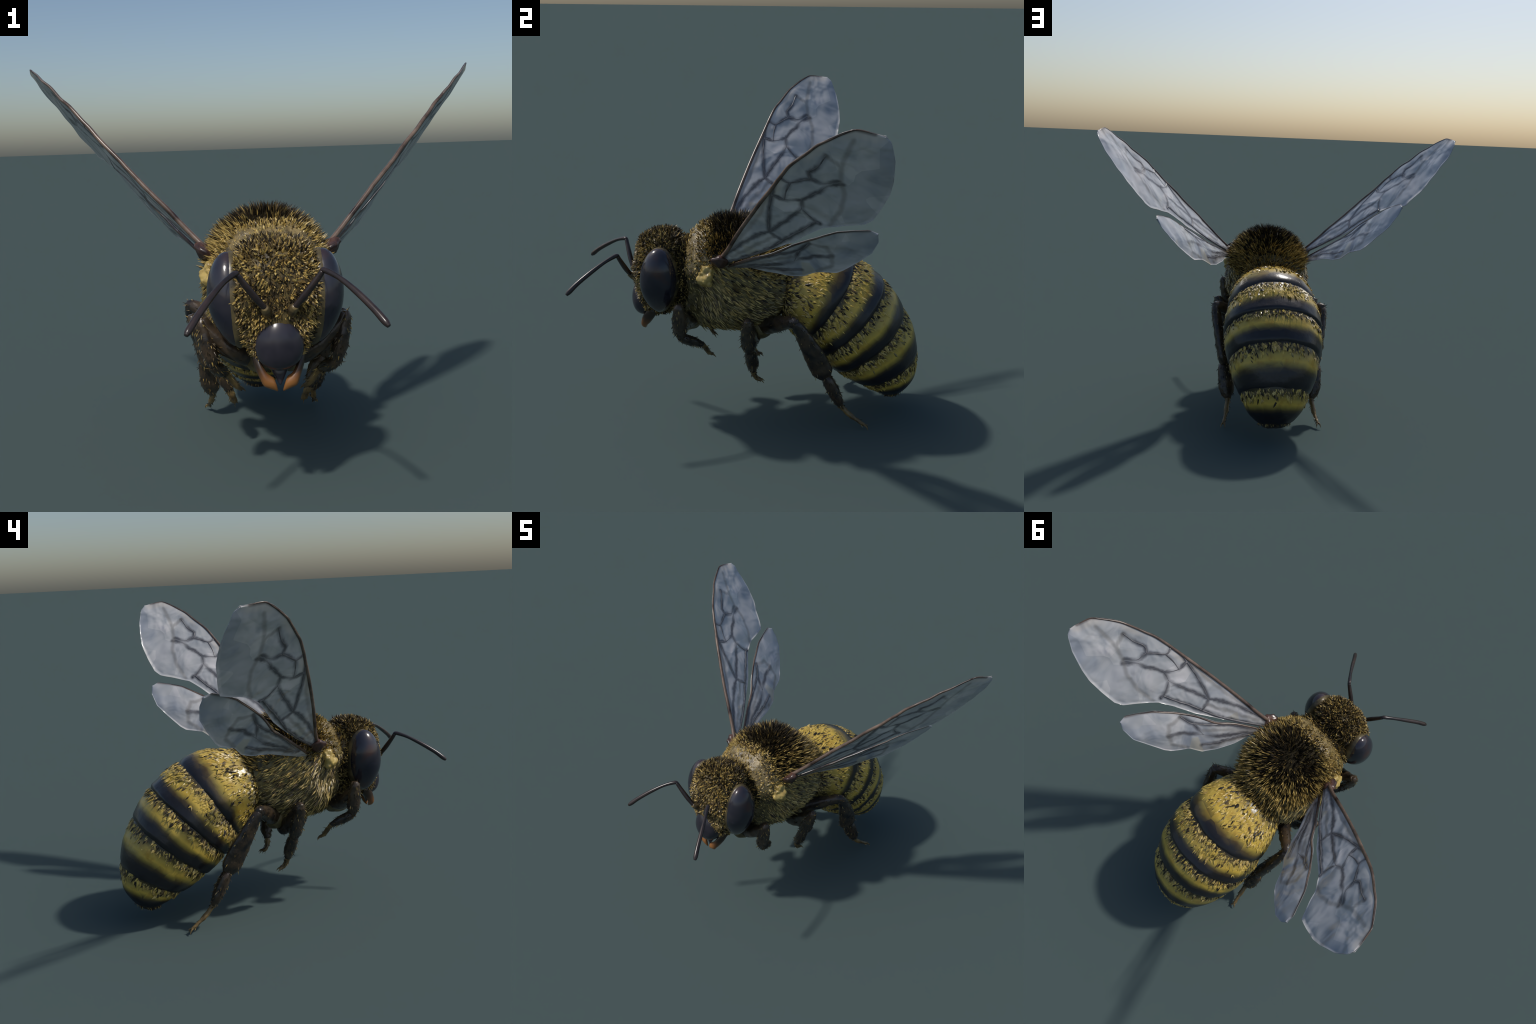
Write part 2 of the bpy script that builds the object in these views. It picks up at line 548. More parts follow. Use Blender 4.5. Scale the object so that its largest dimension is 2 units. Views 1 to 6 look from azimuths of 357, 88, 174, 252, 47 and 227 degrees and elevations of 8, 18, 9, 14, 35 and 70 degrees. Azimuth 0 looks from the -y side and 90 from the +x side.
def build_thorax():
    rng = np.random.default_rng(7)
    k = 80
    rings = np.array([sagittal_ring(spline_at(THX, [t])[0], k, 1.0, 0.94) for t in np.linspace(0, len(THX) - 1, 56)])
    low = np.clip((0.72 - rings[:, :, 2]) / 0.25, 0, 1)      # the chest narrows towards the belly
    rear = np.clip((rings[:, :, 1] + 0.15) / 0.3, 0, 1)
    fore = np.clip((-0.16 - rings[:, :, 1]) / 0.14, 0, 1) * np.clip((0.84 - rings[:, :, 2]) / 0.12, 0, 1)
    rings[:, :, 0] *= (1 - low ** 1.5 * (0.06 + 0.18 * rear)) * (1 - 0.30 * fore)
    V, F = loft_rings(rings)
    V, F = roughen(V, F, 0.012, 9.0, 1.0)
    V = np.asarray(V)
    # two smooth shoulder swellings of the collar behind the head
    N = vertex_normals(V, F)
    for sx in (-1, 1):
        d = np.linalg.norm((V - v3(sx * 0.115, -0.265, 0.985)) / v3(0.10, 0.075, 0.06), axis=1)
        V = V + N * (0.016 * np.exp(-d ** 2 * 1.2))[:, None]
    cen = np.array([V[list(f)].mean(0) for f in F])
    zone = np.where((cen[:, 1] < -0.225) & (cen[:, 2] > 0.90), 1, 0)
    zone[(cen[:, 1] >= -0.225) & (cen[:, 2] > 0.93)] = 2
    thorax = add_mesh("thorax", V, F, [THORAX_SKIN, COLLAR, UNDERFUR], face_mat=zone)

    # dorsal brush: upright hairs, dark in the middle and golden around it
    def dorsal(P, N):
        return (N[:, 2] > 0.28) & (P[:, 1] > -0.27) & (P[:, 2] > 0.80)
    P, N = scatter(V, F, 15500, rng, dorsal)
    n = len(P)
    r = np.sqrt((P[:, 0] / 0.17) ** 2 + ((P[:, 1] + 0.085) / 0.15) ** 2)
    dark = np.clip(1.9 - 1.5 * r + rng.normal(0, 0.22, n), 0, 1)
    front = np.clip((-P[:, 1] - 0.17) / 0.06, 0, 1)
    out = unit(np.stack([P[:, 0], P[:, 1] + 0.07, np.zeros(n)], 1))
    D = N + out * 0.25 + np.array((0, 0.18, 0.25)) + rng.normal(0, 0.13, (n, 3))
    L = rng.uniform(0.024, 0.055, n) * (1 - 0.5 * front) * (0.8 + 0.2 * np.clip(N[:, 2], 0, 1))
    W = np.stack([0.46 * (1 - dark) + 0.02, 0.26 * (1 - dark) + 0.01, 0.20 + 0.12 * dark, 0.10 + 1.1 * dark, 0.15 * (1 - dark)], 1)
    add_hair("dorsal_hair", P, N, D, L, rng.uniform(0.0020, 0.0040, n), pick(rng, n, W), thorax, bend=out * 0.15)

    # collar: short flat scales
    def front_zone(P, N):
        return (P[:, 1] < -0.20) & (P[:, 2] > 0.80) & (rng.random(len(P)) < 0.9)
    P, N = scatter(V, F, 15000, rng, front_zone)
    n = len(P)
    D = N * rng.uniform(0.2, 0.7, (n, 1)) + np.array((0, 0.7, 0.25)) + rng.normal(0, 0.3, (n, 3))
    sm = np.minimum(np.linalg.norm((P - v3(0.115, -0.275, 0.99)) / v3(0.07, 0.05, 0.05), axis=1), np.linalg.norm((P - v3(-0.115, -0.275, 0.99)) / v3(0.07, 0.05, 0.05), axis=1))
    L = rng.uniform(0.012, 0.024, n) * np.where(sm < 1, 0.55, 1)
    add_hair("collar_scales", P, N, D, L, rng.uniform(0.003, 0.0065, n), pick(rng, n, (0.40, 0.24, 0.18, 0.05, 0.13)), thorax, flat=0.5)

    # flanks and belly: hair combed back and down
    def flank(P, N):
        return (N[:, 2] < 0.36) & (P[:, 2] < 0.96) & (P[:, 1] < 0.205)
    P, N = scatter(V, F, 9500, rng, flank)
    n = len(P)
    flow = np.stack([np.zeros(n), np.full(n, 0.85), -0.25 - 0.9 * np.clip(0.2 - P[:, 1] * 1.6, 0, 0.6)], 1)
    flow = flow - N * (flow * N).sum(1, keepdims=True)
    D = unit(flow) + N * rng.uniform(0.10, 0.36, (n, 1)) + rng.normal(0, 0.14, (n, 3))
    L = rng.uniform(0.024, 0.055, n) * np.where(P[:, 1] < -0.27, 0.5, 1)
    rear = np.clip((P[:, 1] - 0.05) / 0.12, 0, 1)
    L *= 1 - 0.5 * rear
    neck = np.clip((-P[:, 1] - 0.25) / 0.06, 0, 1)
    W = np.stack([0.26 - 0.1 * neck, 0.10 - 0.08 * neck, 0.22 + 0.2 * neck, 0.08 + 0.25 * neck, 0.34 - 0.1 * neck], 1)
    add_hair("flank_hair", P, N, D, L, rng.uniform(0.0025, 0.0068, n), pick(rng, n, W), thorax, flat=0.6)

    # furry neck that bridges head and thorax
    rows = np.array([(-0.430, 0.930, -0.430, 0.600, 0.150), (-0.380, 0.950, -0.385, 0.580, 0.170), (-0.335, 0.962, -0.340, 0.555, 0.185), (-0.290, 0.955, -0.290, 0.550, 0.180)])
    rings = np.array([sagittal_ring(q, 56) for q in spline(rows, 16)])
    rings[:, :, 0] *= 1 - 0.30 * np.clip((0.82 - rings[:, :, 2]) / 0.12, 0, 1)
    Vn, Fn = loft_rings(rings)
    Vn, Fn = roughen(Vn, Fn, 0.008, 14.0, 6.0)
    neck = add_mesh("neck", Vn, Fn, UNDERFUR)
    P, N = scatter(Vn, Fn, 3600, rng, lambda P, N: (P[:, 1] > -0.42) & (P[:, 1] < -0.295))
    n = len(P)
    D = N * 0.8 + np.array((0, 0.2, 0.2)) + rng.normal(0, 0.3, (n, 3))
    add_hair("neck_hair", P, N, D, rng.uniform(0.014, 0.034, n), rng.uniform(0.002, 0.0045, n), pick(rng, n, (0.22, 0.08, 0.36, 0.16, 0.20)), neck)
    return thorax


thorax = build_thorax()

# ------------------------------------------------------------------ head
# rows: z, centre y, half depth, half width
HEAD = np.array([
    (0.988, -0.458, 0.030, 0.035),
    (0.974, -0.461, 0.074, 0.095),
    (0.936, -0.470, 0.104, 0.140),
    (0.870, -0.476, 0.120, 0.168),
    (0.800, -0.480, 0.123, 0.176),
    (0.720, -0.483, 0.118, 0.162),
    (0.660, -0.484, 0.104, 0.135),
    (0.610, -0.488, 0.096, 0.106),
    (0.575, -0.492, 0.082, 0.078),
    (0.560, -0.495, 0.040, 0.045),
])


def build_head():
    rng = np.random.default_rng(19)
    k = 64
    th = np.linspace(0, 2 * np.pi, k, endpoint=False)
    rings = []
    for z, cy, hd, hw in spline(HEAD, 46):
        x = sgnpow(np.sin(th), 0.9) * max(hw, 0.01)
        y = cy - sgnpow(np.cos(th), 0.9) * max(hd, 0.01)
        rings.append(np.stack([x, y, np.full(k, z)], 1))
    V, F = loft_rings(np.array(rings))
    V, F = roughen(V, F, 0.008, 14.0, 4.0)
    head = add_mesh("head", V, F, HEAD_SKIN)

    # compound eyes: tall, pointed below
    def eye_shape(q):
        q = q.copy()
        z = q[:, 2]
        s = np.where(z < 0, 1 - 0.22 * z * z, 1 - 0.05 * z * z)
        q[:, 0] *= s
        q[:, 1] *= s
        q[:, 0] += -0.10 * z * z
        return q
    A = np.array([(0.078, 0.0, 0.0), (0.0, 0.092, 0.0), (0.012, 0.004, 0.170)])
    ec = v3(0.166, -0.466, 0.782)
    Ve, Fe = ellipsoid(ec, A, 40, 30, eye_shape)
    eye = add_mesh("eye", Ve, Fe, EYE, head)
    mirror_copy(eye, head)
    A2 = A * np.array([[0.84], [1.07], [1.035]])
    Vr, Fr = ellipsoid(ec + v3(-0.016, 0.004, -0.004), A2, 40, 24, eye_shape)
    rim = add_mesh("eye_rim", Vr, Fr, EYE_RIM, head)
    mirror_copy(rim, head)

    # clypeus, the bare dark shield above the jaws
    def cly(q):
        q = q.copy()
        q[:, 0] *= 1 - 0.13 * q[:, 2]
        q[:, 1] = sgnpow(q[:, 1], 0.8)
        return q
    Vc, Fc = ellipsoid((0, -0.545, 0.646), [(0.087, 0, 0), (0, 0.080, 0.0), (0, 0.008, 0.104)], 40, 26, cly)
    add_mesh("clypeus", Vc, Fc, CLYPEUS, head)

    # face hair; length grows on the crown
    def furry(P, N):
        q = np.abs(P[:, 0])
        e = ((q - 0.172) / 0.075) ** 2 + ((P[:, 1] + 0.466) / 0.088) ** 2 + ((P[:, 2] - 0.782) / 0.165) ** 2
        c = (P[:, 0] / 0.076) ** 2 + ((P[:, 2] - 0.64) / 0.096) ** 2
        return (e > 1.0) & ~((c < 1) & (P[:, 1] < -0.5)) & (P[:, 2] > 0.565)
    P, N = scatter(V, F, 10500, rng, furry)
    n = len(P)
    crown = np.clip((P[:, 2] - 0.90) / 0.07, 0, 1)
    back = np.clip((P[:, 1] + 0.46) / 0.08, 0, 1)
    facing = np.clip((-0.53 - P[:, 1]) / 0.05, 0, 1)
    flow = np.array((0, 0.15, 0.35))
    D = N + flow + np.stack([np.zeros(n), np.zeros(n), -0.9 * facing], 1) + rng.normal(0, 0.48, (n, 3))
    L = rng.uniform(0.012, 0.024, n) + crown * rng.uniform(0.004, 0.026, n) * (0.4 + 0.6 * back)
    mid = np.exp(-((P[:, 0] / 0.07) ** 2 + ((P[:, 2] - 0.80) / 0.07) ** 2)) * np.clip((-0.50 - P[:, 1]) / 0.05, 0, 1)
    dk = np.clip(0.28 + 0.6 * mid + 0.25 * crown + 0.25 * crown * back + 0.2 * back, 0, 1)
    W = np.stack([0.40 * (1 - dk), 0.13 * (1 - dk), 0.24 + 0.3 * dk, 0.05 + 0.5 * dk, 0.16 * (1 - dk) + 0.1 * back], 1)
    add_hair("face_hair", P, N, D, L, 0.002 + 0.0048 * rng.random(n) ** 1.8, pick(rng, n, W), head, flat=0.8)

    # antennae: socket, scape, flagellum
    sock = limb([(0.040, -0.585, 0.745, 0.017, 0.017), (0.046, -0.612, 0.768, 0.018, 0.018), (0.052, -0.630, 0.782, 0.012, 0.012)], 14, 10, (1, 0, 0))
    scape = limb([(0.050, -0.622, 0.776, 0.011, 0.011), (0.085, -0.640, 0.822, 0.013, 0.013), (0.125, -0.658, 0.878, 0.011, 0.011), (0.141, -0.665, 0.903, 0.010, 0.010)], 14, 18, (1, 0, 0))
    flag = limb([(0.137, -0.662, 0.905, 0.008, 0.008), (0.150, -0.676, 0.906, 0.0105, 0.0105), (0.188, -0.722, 0.887, 0.0090, 0.0090), (0.232, -0.782, 0.850, 0.0110, 0.0110), (0.272, -0.840, 0.808, 0.0115, 0.0115), (0.298, -0.876, 0.775, 0.012, 0.012), (0.307, -0.889, 0.762, 0.007, 0.007)], 14, 44, (1, 0, 0))
    ant = add_mesh("antenna", *scape, ANTENNA)
    add_mesh("flagellum", *flag, ANTENNA, ant)
    add_mesh("antenna_socket", *sock, SOCKET, ant)
    mirror_copy(ant)

    # jaws and tongue
    jaw = limb([(0.082, -0.505, 0.600, 0.016, 0.026), (0.076, -0.532, 0.560, 0.014, 0.027), (0.060, -0.552, 0.525, 0.015, 0.024), (0.042, -0.562, 0.503, 0.023, 0.017), (0.026, -0.564, 0.486, 0.017, 0.011), (0.010, -0.562, 0.468, 0.002, 0.003)], 8, 14, (1, 0.2, 0.6))
    mand = add_mesh("mandible", *jaw, MANDIBLE, head)
    mirror_copy(mand, head)
    add_mesh("tongue", *limb([(0, -0.53, 0.56, 0.040, 0.02), (0, -0.55, 0.525, 0.022, 0.012), (0, -0.556, 0.488, 0.003, 0.003)], 12, 12, (1, 0, 0)), CLYPEUS, head)
    return head


head = build_head()

# ------------------------------------------------------------------ legs
CLAW = [(0, 0, 0, 0.006, 0.005), (0.006, 0.012, -0.004, 0.004, 0.004), (0.010, 0.024, -0.016, 0.001, 0.001)]


def leg(parts, foot, foot_dir, bristles, seed):
    """parts: list of (name, rows, wide axis, material)."""
    rng = np.random.default_rng(seed)
    top = None
    allP = []
    for name, rows, wide, mat in parts:
        V, F = limb(rows, 16, 7 * len(rows), wide)
        V, F = roughen(V, F, 0.004, 22.0, seed)
        if top is None:
            top = add_mesh("leg", V, F, mat)
        else:
            add_mesh(name, V, F, mat, top)
        nb = bristles.get(name, 0)
        if nb:
            P, N = scatter(V, F, nb, rng)
            ax = unit(np.array(rows[-1][:3]) - np.array(rows[0][:3]))
            allP.append((P, N, N * 0.75 + ax * 0.9 + rng.normal(0, 0.2, P.shape)))
    f, d = np.array(foot), unit(np.array(foot_dir))
    s = unit(np.cross(d, (0, 0, 1)))
    u = np.cross(s, d)
    for sg in (-1, 1):
        rows = [tuple(f + d * c[1] + s * sg * (c[0] + 0.003) + u * c[2]) + (c[3], c[4]) for c in CLAW]
        V, F = limb(rows, 8, 10, s)
        add_mesh("claw", V, F, LEG_BROWN, top)
    if allP:
        P, N, D = (np.concatenate(a) for a in zip(*allP))
        n = len(P)
        add_hair("leg_bristles", P, N, D, rng.uniform(0.008, 0.026, n), rng.uniform(0.0012, 0.0030, n), pick(rng, n, (0.07, 0.0, 0.46, 0.40, 0.07)), top)
    mirror_copy(top)


leg([
    ("femur", [(0.085, 0.030, 0.525, 0.048, 0.048), (0.130, 0.070, 0.530, 0.050, 0.044), (0.190, 0.112, 0.560, 0.044, 0.038), (0.268, 0.165, 0.602, 0.036, 0.032), (0.324, 0.205, 0.628, 0.027, 0.026), (0.340, 0.220, 0.628, 0.012, 0.012)], (0, -0.4, 1), LEG_DARK),
    ("tibia", [(0.332, 0.200, 0.634, 0.014, 0.014), (0.328, 0.222, 0.602, 0.028, 0.026), (0.308, 0.275, 0.500, 0.046, 0.030), (0.288, 0.324, 0.400, 0.056, 0.032), (0.272, 0.354, 0.335, 0.055, 0.034), (0.267, 0.368, 0.306, 0.036, 0.026)], (0.2, 1, 0.3), LEG_DARK),
    ("basitarsus", [(0.267, 0.364, 0.320, 0.026, 0.020), (0.265, 0.384, 0.285, 0.043, 0.028), (0.258, 0.412, 0.225, 0.048, 0.031), (0.252, 0.440, 0.165, 0.042, 0.027), (0.248, 0.456, 0.130, 0.018, 0.014)], (1, 0.25, 0), LEG_DARK),
    ("tarsus", [(0.248, 0.448, 0.142, 0.016, 0.014), (0.250, 0.478, 0.105, 0.014, 0.013), (0.256, 0.510, 0.075, 0.013, 0.012), (0.262, 0.538, 0.055, 0.008, 0.008), (0.270, 0.570, 0.035, 0.009, 0.009), (0.274, 0.588, 0.027, 0.008, 0.008)], (1, 0, 0), LEG_BROWN),
], (0.274, 0.582, 0.030), (0.1, 1, -0.3), {"femur": 90, "tibia": 120, "basitarsus": 110, "tarsus": 40}, 31)

leg([
    ("femur", [(0.080, 0.000, 0.470, 0.040, 0.040), (0.120, 0.005, 0.455, 0.042, 0.036), (0.180, -0.002, 0.485, 0.040, 0.030), (0.250, -0.014, 0.555, 0.034, 0.028), (0.305, -0.024, 0.615, 0.026, 0.024), (0.318, -0.026, 0.630, 0.012, 0.012)], (-0.6, 0, 0.8), LEG_DARK),
    ("tibia", [(0.318, -0.028, 0.632, 0.012, 0.012), (0.308, -0.026, 0.600, 0.028, 0.024), (0.280, -0.022, 0.540, 0.036, 0.030), (0.254, -0.016, 0.475, 0.040, 0.032), (0.234, -0.011, 0.428, 0.026, 0.022)], (0.2, 1, 0), LEG_DARK),
    ("basitarsus", [(0.236, -0.012, 0.440, 0.022, 0.020), (0.222, -0.008, 0.408, 0.032, 0.028), (0.196, 0.000, 0.350, 0.034, 0.028), (0.172, 0.005, 0.295, 0.020, 0.018)], (0.3, 1, 0), LEG_DARK),
    ("tarsus", [(0.174, 0.004, 0.300, 0.016, 0.015), (0.160, 0.010, 0.268, 0.016, 0.014), (0.152, 0.024, 0.240, 0.015, 0.013), (0.156, 0.044, 0.230, 0.010, 0.010)], (1, 0, 0), LEG_BROWN),
], (0.156, 0.040, 0.234), (0.1, 1, 0.0), {"femur": 60, "tibia": 140, "basitarsus": 90, "tarsus": 30}, 41)

leg([
    ("femur", [(0.070, -0.325, 0.545, 0.055, 0.045), (0.110, -0.340, 0.545, 0.050, 0.042), (0.170, -0.350, 0.578, 0.042, 0.034), (0.235, -0.358, 0.640, 0.030, 0.028), (0.262, -0.360, 0.685, 0.020, 0.020), (0.268, -0.360, 0.698, 0.008, 0.008)], (0, 1, 0), LEG_DARK),
    ("tibia", [(0.270, -0.360, 0.700, 0.012, 0.012), (0.266, -0.360, 0.672, 0.026, 0.024), (0.254, -0.360, 0.610, 0.036, 0.030), (0.242, -0.358, 0.550, 0.036, 0.030), (0.234, -0.354, 0.508, 0.020, 0.018)], (0.2, 1, 0), LEG_DARK),
    ("basitarsus", [(0.236, -0.358, 0.515, 0.020, 0.018), (0.224, -0.335, 0.495, 0.026, 0.024), (0.204, -0.295, 0.470, 0.024, 0.022), (0.182, -0.252, 0.445, 0.014, 0.014)], (0, 0.4, 1), LEG_DARK),
    ("tarsus", [(0.184, -0.256, 0.448, 0.015, 0.014), (0.164, -0.238, 0.415, 0.014, 0.013), (0.142, -0.222, 0.382, 0.013, 0.012), (0.128, -0.208, 0.366, 0.009, 0.009)], (1, 0, 0), LEG_BROWN),
], (0.130, -0.212, 0.368), (-0.4, 1, -0.1), {"femur": 60, "tibia": 160, "basitarsus": 90, "tarsus": 30}, 51)


# lower front chest plates (bare coxae under the neck)
def build_coxae():
    V, F = ellipsoid((0.058, -0.335, 0.535), [(0.060, 0, 0), (0, 0.075, -0.01), (0, 0.02, 0.062)], 28, 18)
    V, F = roughen(V, F, 0.006, 16, 2.0)
    c = add_mesh("coxa", V, F, THORAX_SKIN, thorax)
    mirror_copy(c, thorax)
    V, F = ellipsoid((0.105, 0.040, 0.500), [(0.060, 0, 0), (0, 0.062, 0), (0, 0, 0.055)], 24, 16)
    V, F = roughen(V, F, 0.005, 18, 5.0)
    c = add_mesh("coxa", V, F, THORAX_SKIN, thorax)
    mirror_copy(c, thorax)
    # yellow shoulder lobe below the wing root
    V, F = ellipsoid((0.232, -0.222, 0.830), [(0.032, 0.0, 0.012), (0, 0.044, 0), (-0.01, 0.006, 0.055)], 40, 28)
    V, F = roughen(V, F, 0.016, 26, 8.0)
    t = add_mesh("tegula", V, F, TEGULA, thorax)
    mirror_copy(t, thorax)
    V, F = ellipsoid((0.245, -0.160, 0.912), [(0.040, 0.004, 0.026), (0, 0.046, 0), (-0.010, 0.0, 0.022)], 30, 22)
    V, F = roughen(V, F, 0.010, 24, 6.0)
    t = add_mesh("wing_root", V, F, WINGROOT, thorax)
    mirror_copy(t, thorax)


build_coxae()

# ------------------------------------------------------------------ wings
BASE = v3(0.25, -0.172, 0.921)


class Wing:
    """Gently cambered plate: in-plane axes e1 (span), e2 (chord), normal n and a quadratic height field."""

    def __init__(self, e1, e2, n, a, lead, trail, seed=2.0):
        self.e1, self.e2, self.n, self.a = v3(*e1), v3(*e2), v3(*n), a
        self.lead, self.trail = np.array(lead), np.array(trail)
        self.seed = seed

    def height(self, u, v):
        a = self.a
        return a[0] + a[1] * u + a[2] * v + a[3] * u * u + a[4] * u * v + a[5] * v * v

    def point(self, u, v, off=0.0):
        u, v = np.asarray(u), np.asarray(v)
        q = np.stack([u.ravel(), v.ravel(), np.full(u.size, self.seed)], 1)
        rip = fbm(q, 7.0, self.seed, 2).reshape(u.shape)          # gentle crumpling of the plate
        w = self.height(u, v) + off + 0.007 * rip * np.clip(u * 1.6, 0, 1)
        return BASE + u[..., None] * self.e1 + v[..., None] * self.e2 + w[..., None] * self.n


def resample(P, n, warp=1.0):
    P = np.asarray(P, float)
    d = np.r_[0, np.cumsum(np.linalg.norm(np.diff(P, axis=0), axis=1))]
    t = np.linspace(0, 1, n) ** warp * d[-1]
    return np.stack([np.interp(t, d, P[:, i]) for i in range(2)], 1)


FORE = Wing((0.5894, 0.5282, 0.6112), (-0.1817, 0.8239, -0.5368), (-0.7871, 0.2053, 0.5816),
            (0.0136, -0.0655, -0.0842, 0.0189, 0.0106, -0.0175),
            [(-0.020, 0.010), (0.096, -0.008), (0.248, -0.044), (0.466, -0.089), (0.666, -0.124), (0.764, -0.141), (0.831, -0.149), (0.892, -0.147), (1.001, -0.142), (1.060, -0.129), (1.116, -0.112), (1.164, -0.091), (1.205, -0.031), (1.224, 0.006)],
            [(-0.020, 0.045), (0.178, 0.098), (0.312, 0.125), (0.431, 0.151), (0.554, 0.161), (0.638, 0.176), (0.726, 0.224), (0.796, 0.268), (0.844, 0.273), (0.925, 0.249), (1.014, 0.215), (1.074, 0.178), (1.160, 0.109), (1.217, 0.041), (1.224, 0.006)])
HIND = Wing((0.5099, 0.8051, 0.3030), (-0.3196, 0.5044, -0.8021), (-0.7986, 0.3122, 0.5145),
            (0.0006, -0.0034, 0.2615, 0.0228, -0.2102, -0.5413),
            [(0.020, 0.060), (0.200, 0.022), (0.320, 0.013), (0.449, -0.026), (0.552, -0.043), (0.642, -0.051), (0.686, -0.054), (0.762, -0.042), (0.828, -0.027), (0.852, 0.009)],
            [(0.020, 0.075), (0.113, 0.087), (0.203, 0.144), (0.303, 0.186), (0.383, 0.202), (0.457, 0.182), (0.555, 0.201), (0.596, 0.193), (0.695, 0.153), (0.774, 0.117), (0.833, 0.056), (0.852, 0.009)])

FORE_VEINS = [
    [(0.02, 0.02), (0.122, 0.009), (0.231, 0.007), (0.337, 0.019), (0.408, 0.039)],
    [(0.408, 0.039), (0.460, 0.000), (0.536, -0.047), (0.622, -0.094), (0.678, -0.122)],
    [(0.408, 0.039), (0.483, 0.040), (0.566, 0.043), (0.654, 0.041)],
    [(0.654, 0.041), (0.698, 0.009), (0.739, 0.009), (0.798, 0.023), (0.853, 0.025), (0.916, 0.055)],
    [(0.654, 0.041), (0.642, 0.088), (0.637, 0.130), (0.643, 0.145)],
    [(0.622, -0.094), (0.641, -0.040), (0.698, 0.009)],
    [(0.736, -0.122), (0.744, -0.084), (0.831, -0.045), (0.857, 0.007), (0.916, 0.034)],
    [(0.744, -0.084), (0.687, -0.065), (0.641, -0.040)],
    [(0.831, -0.045), (0.859, -0.073), (0.922, -0.071), (0.985, -0.085)],
    [(0.01, 0.045), (0.178, 0.088), (0.321, 0.112), (0.480, 0.118), (0.543, 0.126), (0.637, 0.130)],
    [(0.408, 0.039), (0.400, 0.075), (0.405, 0.116)],
]
FORE_FOLDS = [
    [(0.916, 0.045), (0.870, 0.100), (0.780, 0.150), (0.670, 0.180)],
    [(0.985, -0.085), (0.985, -0.010), (0.916, 0.045)],
    [(1.120, -0.060), (0.985, -0.010)],
    [(0.080, 0.035), (0.250, 0.055), (0.390, 0.075)],
    [(0.150, -0.010), (0.330, -0.030), (0.480, -0.060), (0.600, -0.105)],
]
HIND_FOLDS = [
    [(0.586, 0.095), (0.560, 0.150), (0.470, 0.175)],
    [(0.529, -0.015), (0.590, 0.030), (0.586, 0.095)],
    [(0.080, 0.078), (0.240, 0.125), (0.330, 0.172)],
    [(0.100, 0.060), (0.280, 0.060), (0.392, 0.060)],
]
HIND_VEINS = [
    [(0.04, 0.066), (0.192, 0.036), (0.299, 0.027), (0.454, 0.023), (0.529, -0.015)],
    [(0.05, 0.073), (0.188, 0.077), (0.295, 0.098), (0.392, 0.088), (0.498, 0.077), (0.586, 0.095)],
    [(0.392, 0.088), (0.454, 0.023)],
    [(0.07, 0.080), (0.189, 0.101), (0.306, 0.139), (0.394, 0.153)],
]


def path_distance(n, u, v, paths):
    """Node tree: distance in the wing plane to the nearest of several polylines."""
    p = n.node("ShaderNodeCombineXYZ")
    n.put(p.inputs[0], u)
    n.put(p.inputs[1], v)
    best = None
    for path in paths:
        for a, b in zip(path[:-1], path[1:]):
            d = (b[0] - a[0], b[1] - a[1])
            l2 = d[0] ** 2 + d[1] ** 2
            rel = n.node("ShaderNodeVectorMath", operation="SUBTRACT")
            n.put(rel.inputs[0], p.outputs[0])
            n.put(rel.inputs[1], (a[0], a[1], 0.0))
            t = n.node("ShaderNodeVectorMath", operation="DOT_PRODUCT")
            n.put(t.inputs[0], rel.outputs[0])
            n.put(t.inputs[1], (d[0] / l2, d[1] / l2, 0.0))
            tc = n.math("ADD", t.outputs["Value"], 0.0, clamp=True)
            q = n.node("ShaderNodeVectorMath", operation="SCALE")
            n.put(q.inputs[0], (d[0], d[1], 0.0))
            n.put(q.inputs["Scale"], tc)
            g = n.node("ShaderNodeVectorMath", operation="DISTANCE")
            n.put(g.inputs[0], rel.outputs[0])
            n.put(g.inputs[1], q.outputs[0])
            g = g.outputs["Value"]
            best = g if best is None else n.math("MINIMUM", best, g)
    return best


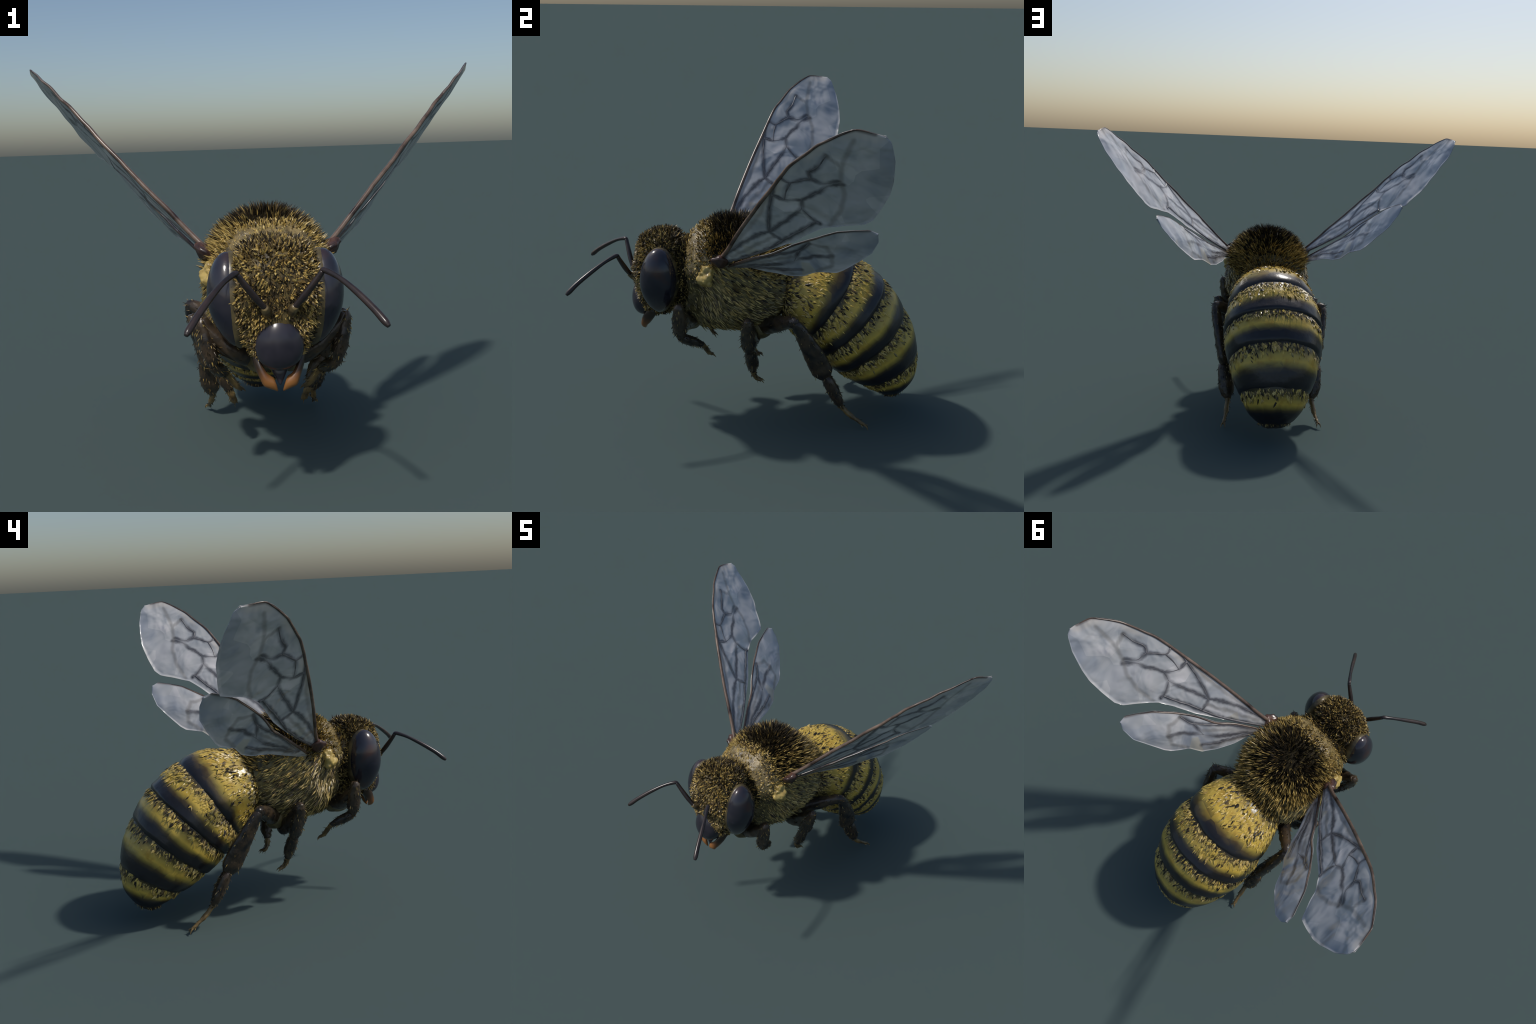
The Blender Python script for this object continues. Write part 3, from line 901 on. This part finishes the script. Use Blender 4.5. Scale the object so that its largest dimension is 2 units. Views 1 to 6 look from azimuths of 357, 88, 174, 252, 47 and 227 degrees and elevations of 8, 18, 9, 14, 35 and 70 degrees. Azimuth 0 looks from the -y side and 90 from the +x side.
def membrane_material(W, veins, folds):
    """Pearly grey wing skin, smoky along the veins, cream behind the front edge."""
    n = Nodes("wing_membrane")
    u = n.math("SUBTRACT", n.dot(W.e1), float(W.e1 @ BASE))
    v = n.math("SUBTRACT", n.dot(W.e2), float(W.e2 @ BASE))
    wob = n.math("MULTIPLY", n.math("SUBTRACT", n.noise(22.0, 2.0), 0.5), 0.022)
    uu, vv = n.math("ADD", u, wob), n.math("SUBTRACT", v, wob)
    f = n.noise(5.0, 3.0, 0.5, 1.2)
    base = n.ramp(f, [(0.26, (0.27, 0.295, 0.34)), (0.40, (0.46, 0.465, 0.47)), (0.52, (0.59, 0.58, 0.565)), (0.64, (0.66, 0.635, 0.62)), (0.78, (0.55, 0.53, 0.56))])  # greys lightened to carry the whitish sky reflection on the wings
    sep = n.node("ShaderNodeSeparateColor")
    n.put(sep.inputs[0], n.cells(8.0, "Color"))
    base = n.mix(n.math("MULTIPLY", sep.outputs[0], 0.50), base, (0.30, 0.32, 0.345))  # light-and-dark facet shading drawn as grey cells in the colour
    base = n.mix(n.math("MULTIPLY", n.maprange(sep.outputs[1], 0.86, 0.93), 0.45), base, (0.52, 0.47, 0.34))
    # bluish sheen painted into the base colour towards the tip
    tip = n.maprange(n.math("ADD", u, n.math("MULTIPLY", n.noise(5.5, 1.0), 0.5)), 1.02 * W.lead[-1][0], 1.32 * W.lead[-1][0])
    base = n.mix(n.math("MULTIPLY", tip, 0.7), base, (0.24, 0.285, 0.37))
    # cream band behind the front edge
    le = path_distance(n, u, v, [W.lead[3:-1]])
    cream = n.math("MULTIPLY", n.math("SUBTRACT", 1.0, n.maprange(le, 0.022, 0.052)), n.maprange(n.noise(4.0, 1.0), 0.36, 0.56))
    base = n.mix(n.math("MULTIPLY", cream, 0.75), base, (0.62, 0.56, 0.49))
    brown = n.math("SUBTRACT", 1.0, n.maprange(le, 0.004, 0.017))
    base = n.mix(n.math("MULTIPLY", brown, 0.75), base, (0.13, 0.10, 0.085))
    dist = path_distance(n, uu, vv, veins)
    halo = n.math("SUBTRACT", 1.0, n.maprange(dist, 0.002, 0.021))
    base = n.mix(n.math("MULTIPLY", halo, n.maprange(n.noise(9.0, 1.0), 0.10, 0.55)), base, (0.10, 0.10, 0.11))
    fold = n.math("SUBTRACT", 1.0, n.maprange(path_distance(n, uu, vv, folds), 0.002, 0.018))
    base = n.mix(n.math("MULTIPLY", fold, 0.5), base, (0.20, 0.185, 0.165))
    n.bump(n.noise(6.5, 2.0, 0.45, 0.5), 0.9, 0.03)
    return n.finish(base, 0.22, 0.5)


def build_wing(name, W, veins, costa_r, veins_r):
    nu, nv = 90, 22
    L, T = resample(W.lead, nu), resample(W.trail, nu)
    r = np.linspace(0, 1, nv)
    UV = L[:, None, :] * (1 - r)[None, :, None] + T[:, None, :] * r[None, :, None]
    U, Vv = UV[..., 0], UV[..., 1]
    edge = np.sin(np.pi * r)[None, :] ** 0.6
    half = 0.0014 + 0.0040 * edge * (1.15 - 0.3 * r)[None, :]
    top = W.point(U, Vv, half)
    bot = W.point(U, Vv, -half)
    V = np.concatenate([top.reshape(-1, 3), bot.reshape(-1, 3)])
    F = []
    o = nu * nv
    for i in range(nu - 1):
        for j in range(nv - 1):
            a = i * nv + j
            F.append((a, a + 1, a + nv + 1, a + nv))
            F.append((o + a, o + a + nv, o + a + nv + 1, o + a + 1))
    rim = [i * nv for i in range(nu)] + [(nu - 1) * nv + j for j in range(1, nv)] + [i * nv + nv - 1 for i in range(nu - 2, -1, -1)] + [j for j in range(nv - 2, 0, -1)]
    for a, b in zip(rim, rim[1:] + rim[:1]):
        F.append((a, o + a, o + b, b))
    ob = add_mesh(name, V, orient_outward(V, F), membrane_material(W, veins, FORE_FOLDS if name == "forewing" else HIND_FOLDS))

    def tube(path, r0, r1, kind, mat, flat=0.0):
        P = spline(np.array(path), max(8, 6 * len(path)))
        X = W.point(P[:, 0], P[:, 1])
        rad = np.linspace(r0, r1, len(X))
        rows = np.concatenate([X, np.full((len(X), 1), flat) if flat else rad[:, None], rad[:, None]], 1)
        Vt, Ft = limb(rows, 10, len(X), W.n)
        return add_mesh(kind, Vt, Ft, mat, ob)
    for path in veins:
        tube(path, veins_r * 0.9, veins_r * 0.5, "vein", VEIN, 0.0058)
    tube(W.lead[:-1] + (0.0, 0.007), costa_r, costa_r * 0.25, "edge_vein", COSTA)
    return ob


def left_wing(ob, rot, shift):
    """Mirror a wing to the left side and hold it at its own angle about the root."""
    from mathutils import Matrix
    w = Vector(rot)
    R = Matrix.Rotation(w.length, 4, w.normalized())
    b = Vector((-BASE[0], BASE[1], BASE[2]))
    ob.matrix_local = Matrix.Translation(b + Vector(shift)) @ R @ Matrix.Translation(-b) @ Matrix.Diagonal((-1, 1, 1, 1))


def retouch(points, changes):
    return [changes.get(i, tuple(p)) for i, p in enumerate(points)]


# the left pair is cut a little differently: a shallower notch behind, roots drawn into the thorax
FORE_L = Wing(FORE.e1, FORE.e2, FORE.n, FORE.a, FORE.lead,
              retouch(FORE.trail, {3: (0.431, 0.146), 4: (0.554, 0.148), 5: (0.638, 0.150), 6: (0.726, 0.184), 7: (0.790, 0.236)}), 7.0)
HIND_L = Wing(HIND.e1, HIND.e2, HIND.n, HIND.a,
              retouch(HIND.lead, {0: (-0.060, 0.055)}), retouch(HIND.trail, {0: (-0.060, 0.085), 1: (0.090, 0.120)}), 9.0)

build_wing("forewing", FORE, FORE_VEINS, 0.0115, 0.0080)
left_wing(build_wing("forewing", FORE_L, FORE_VEINS, 0.0115, 0.0080), (0.0551, -0.0211, -0.0306), (-0.0092, 0.0022, 0.0072))
build_wing("hindwing", HIND, HIND_VEINS, 0.0075, 0.0070)
left_wing(build_wing("hindwing", HIND_L, HIND_VEINS, 0.0075, 0.0070), (0.1276, 0.0382, -0.0065), (-0.043, 0.0627, 0.0099))
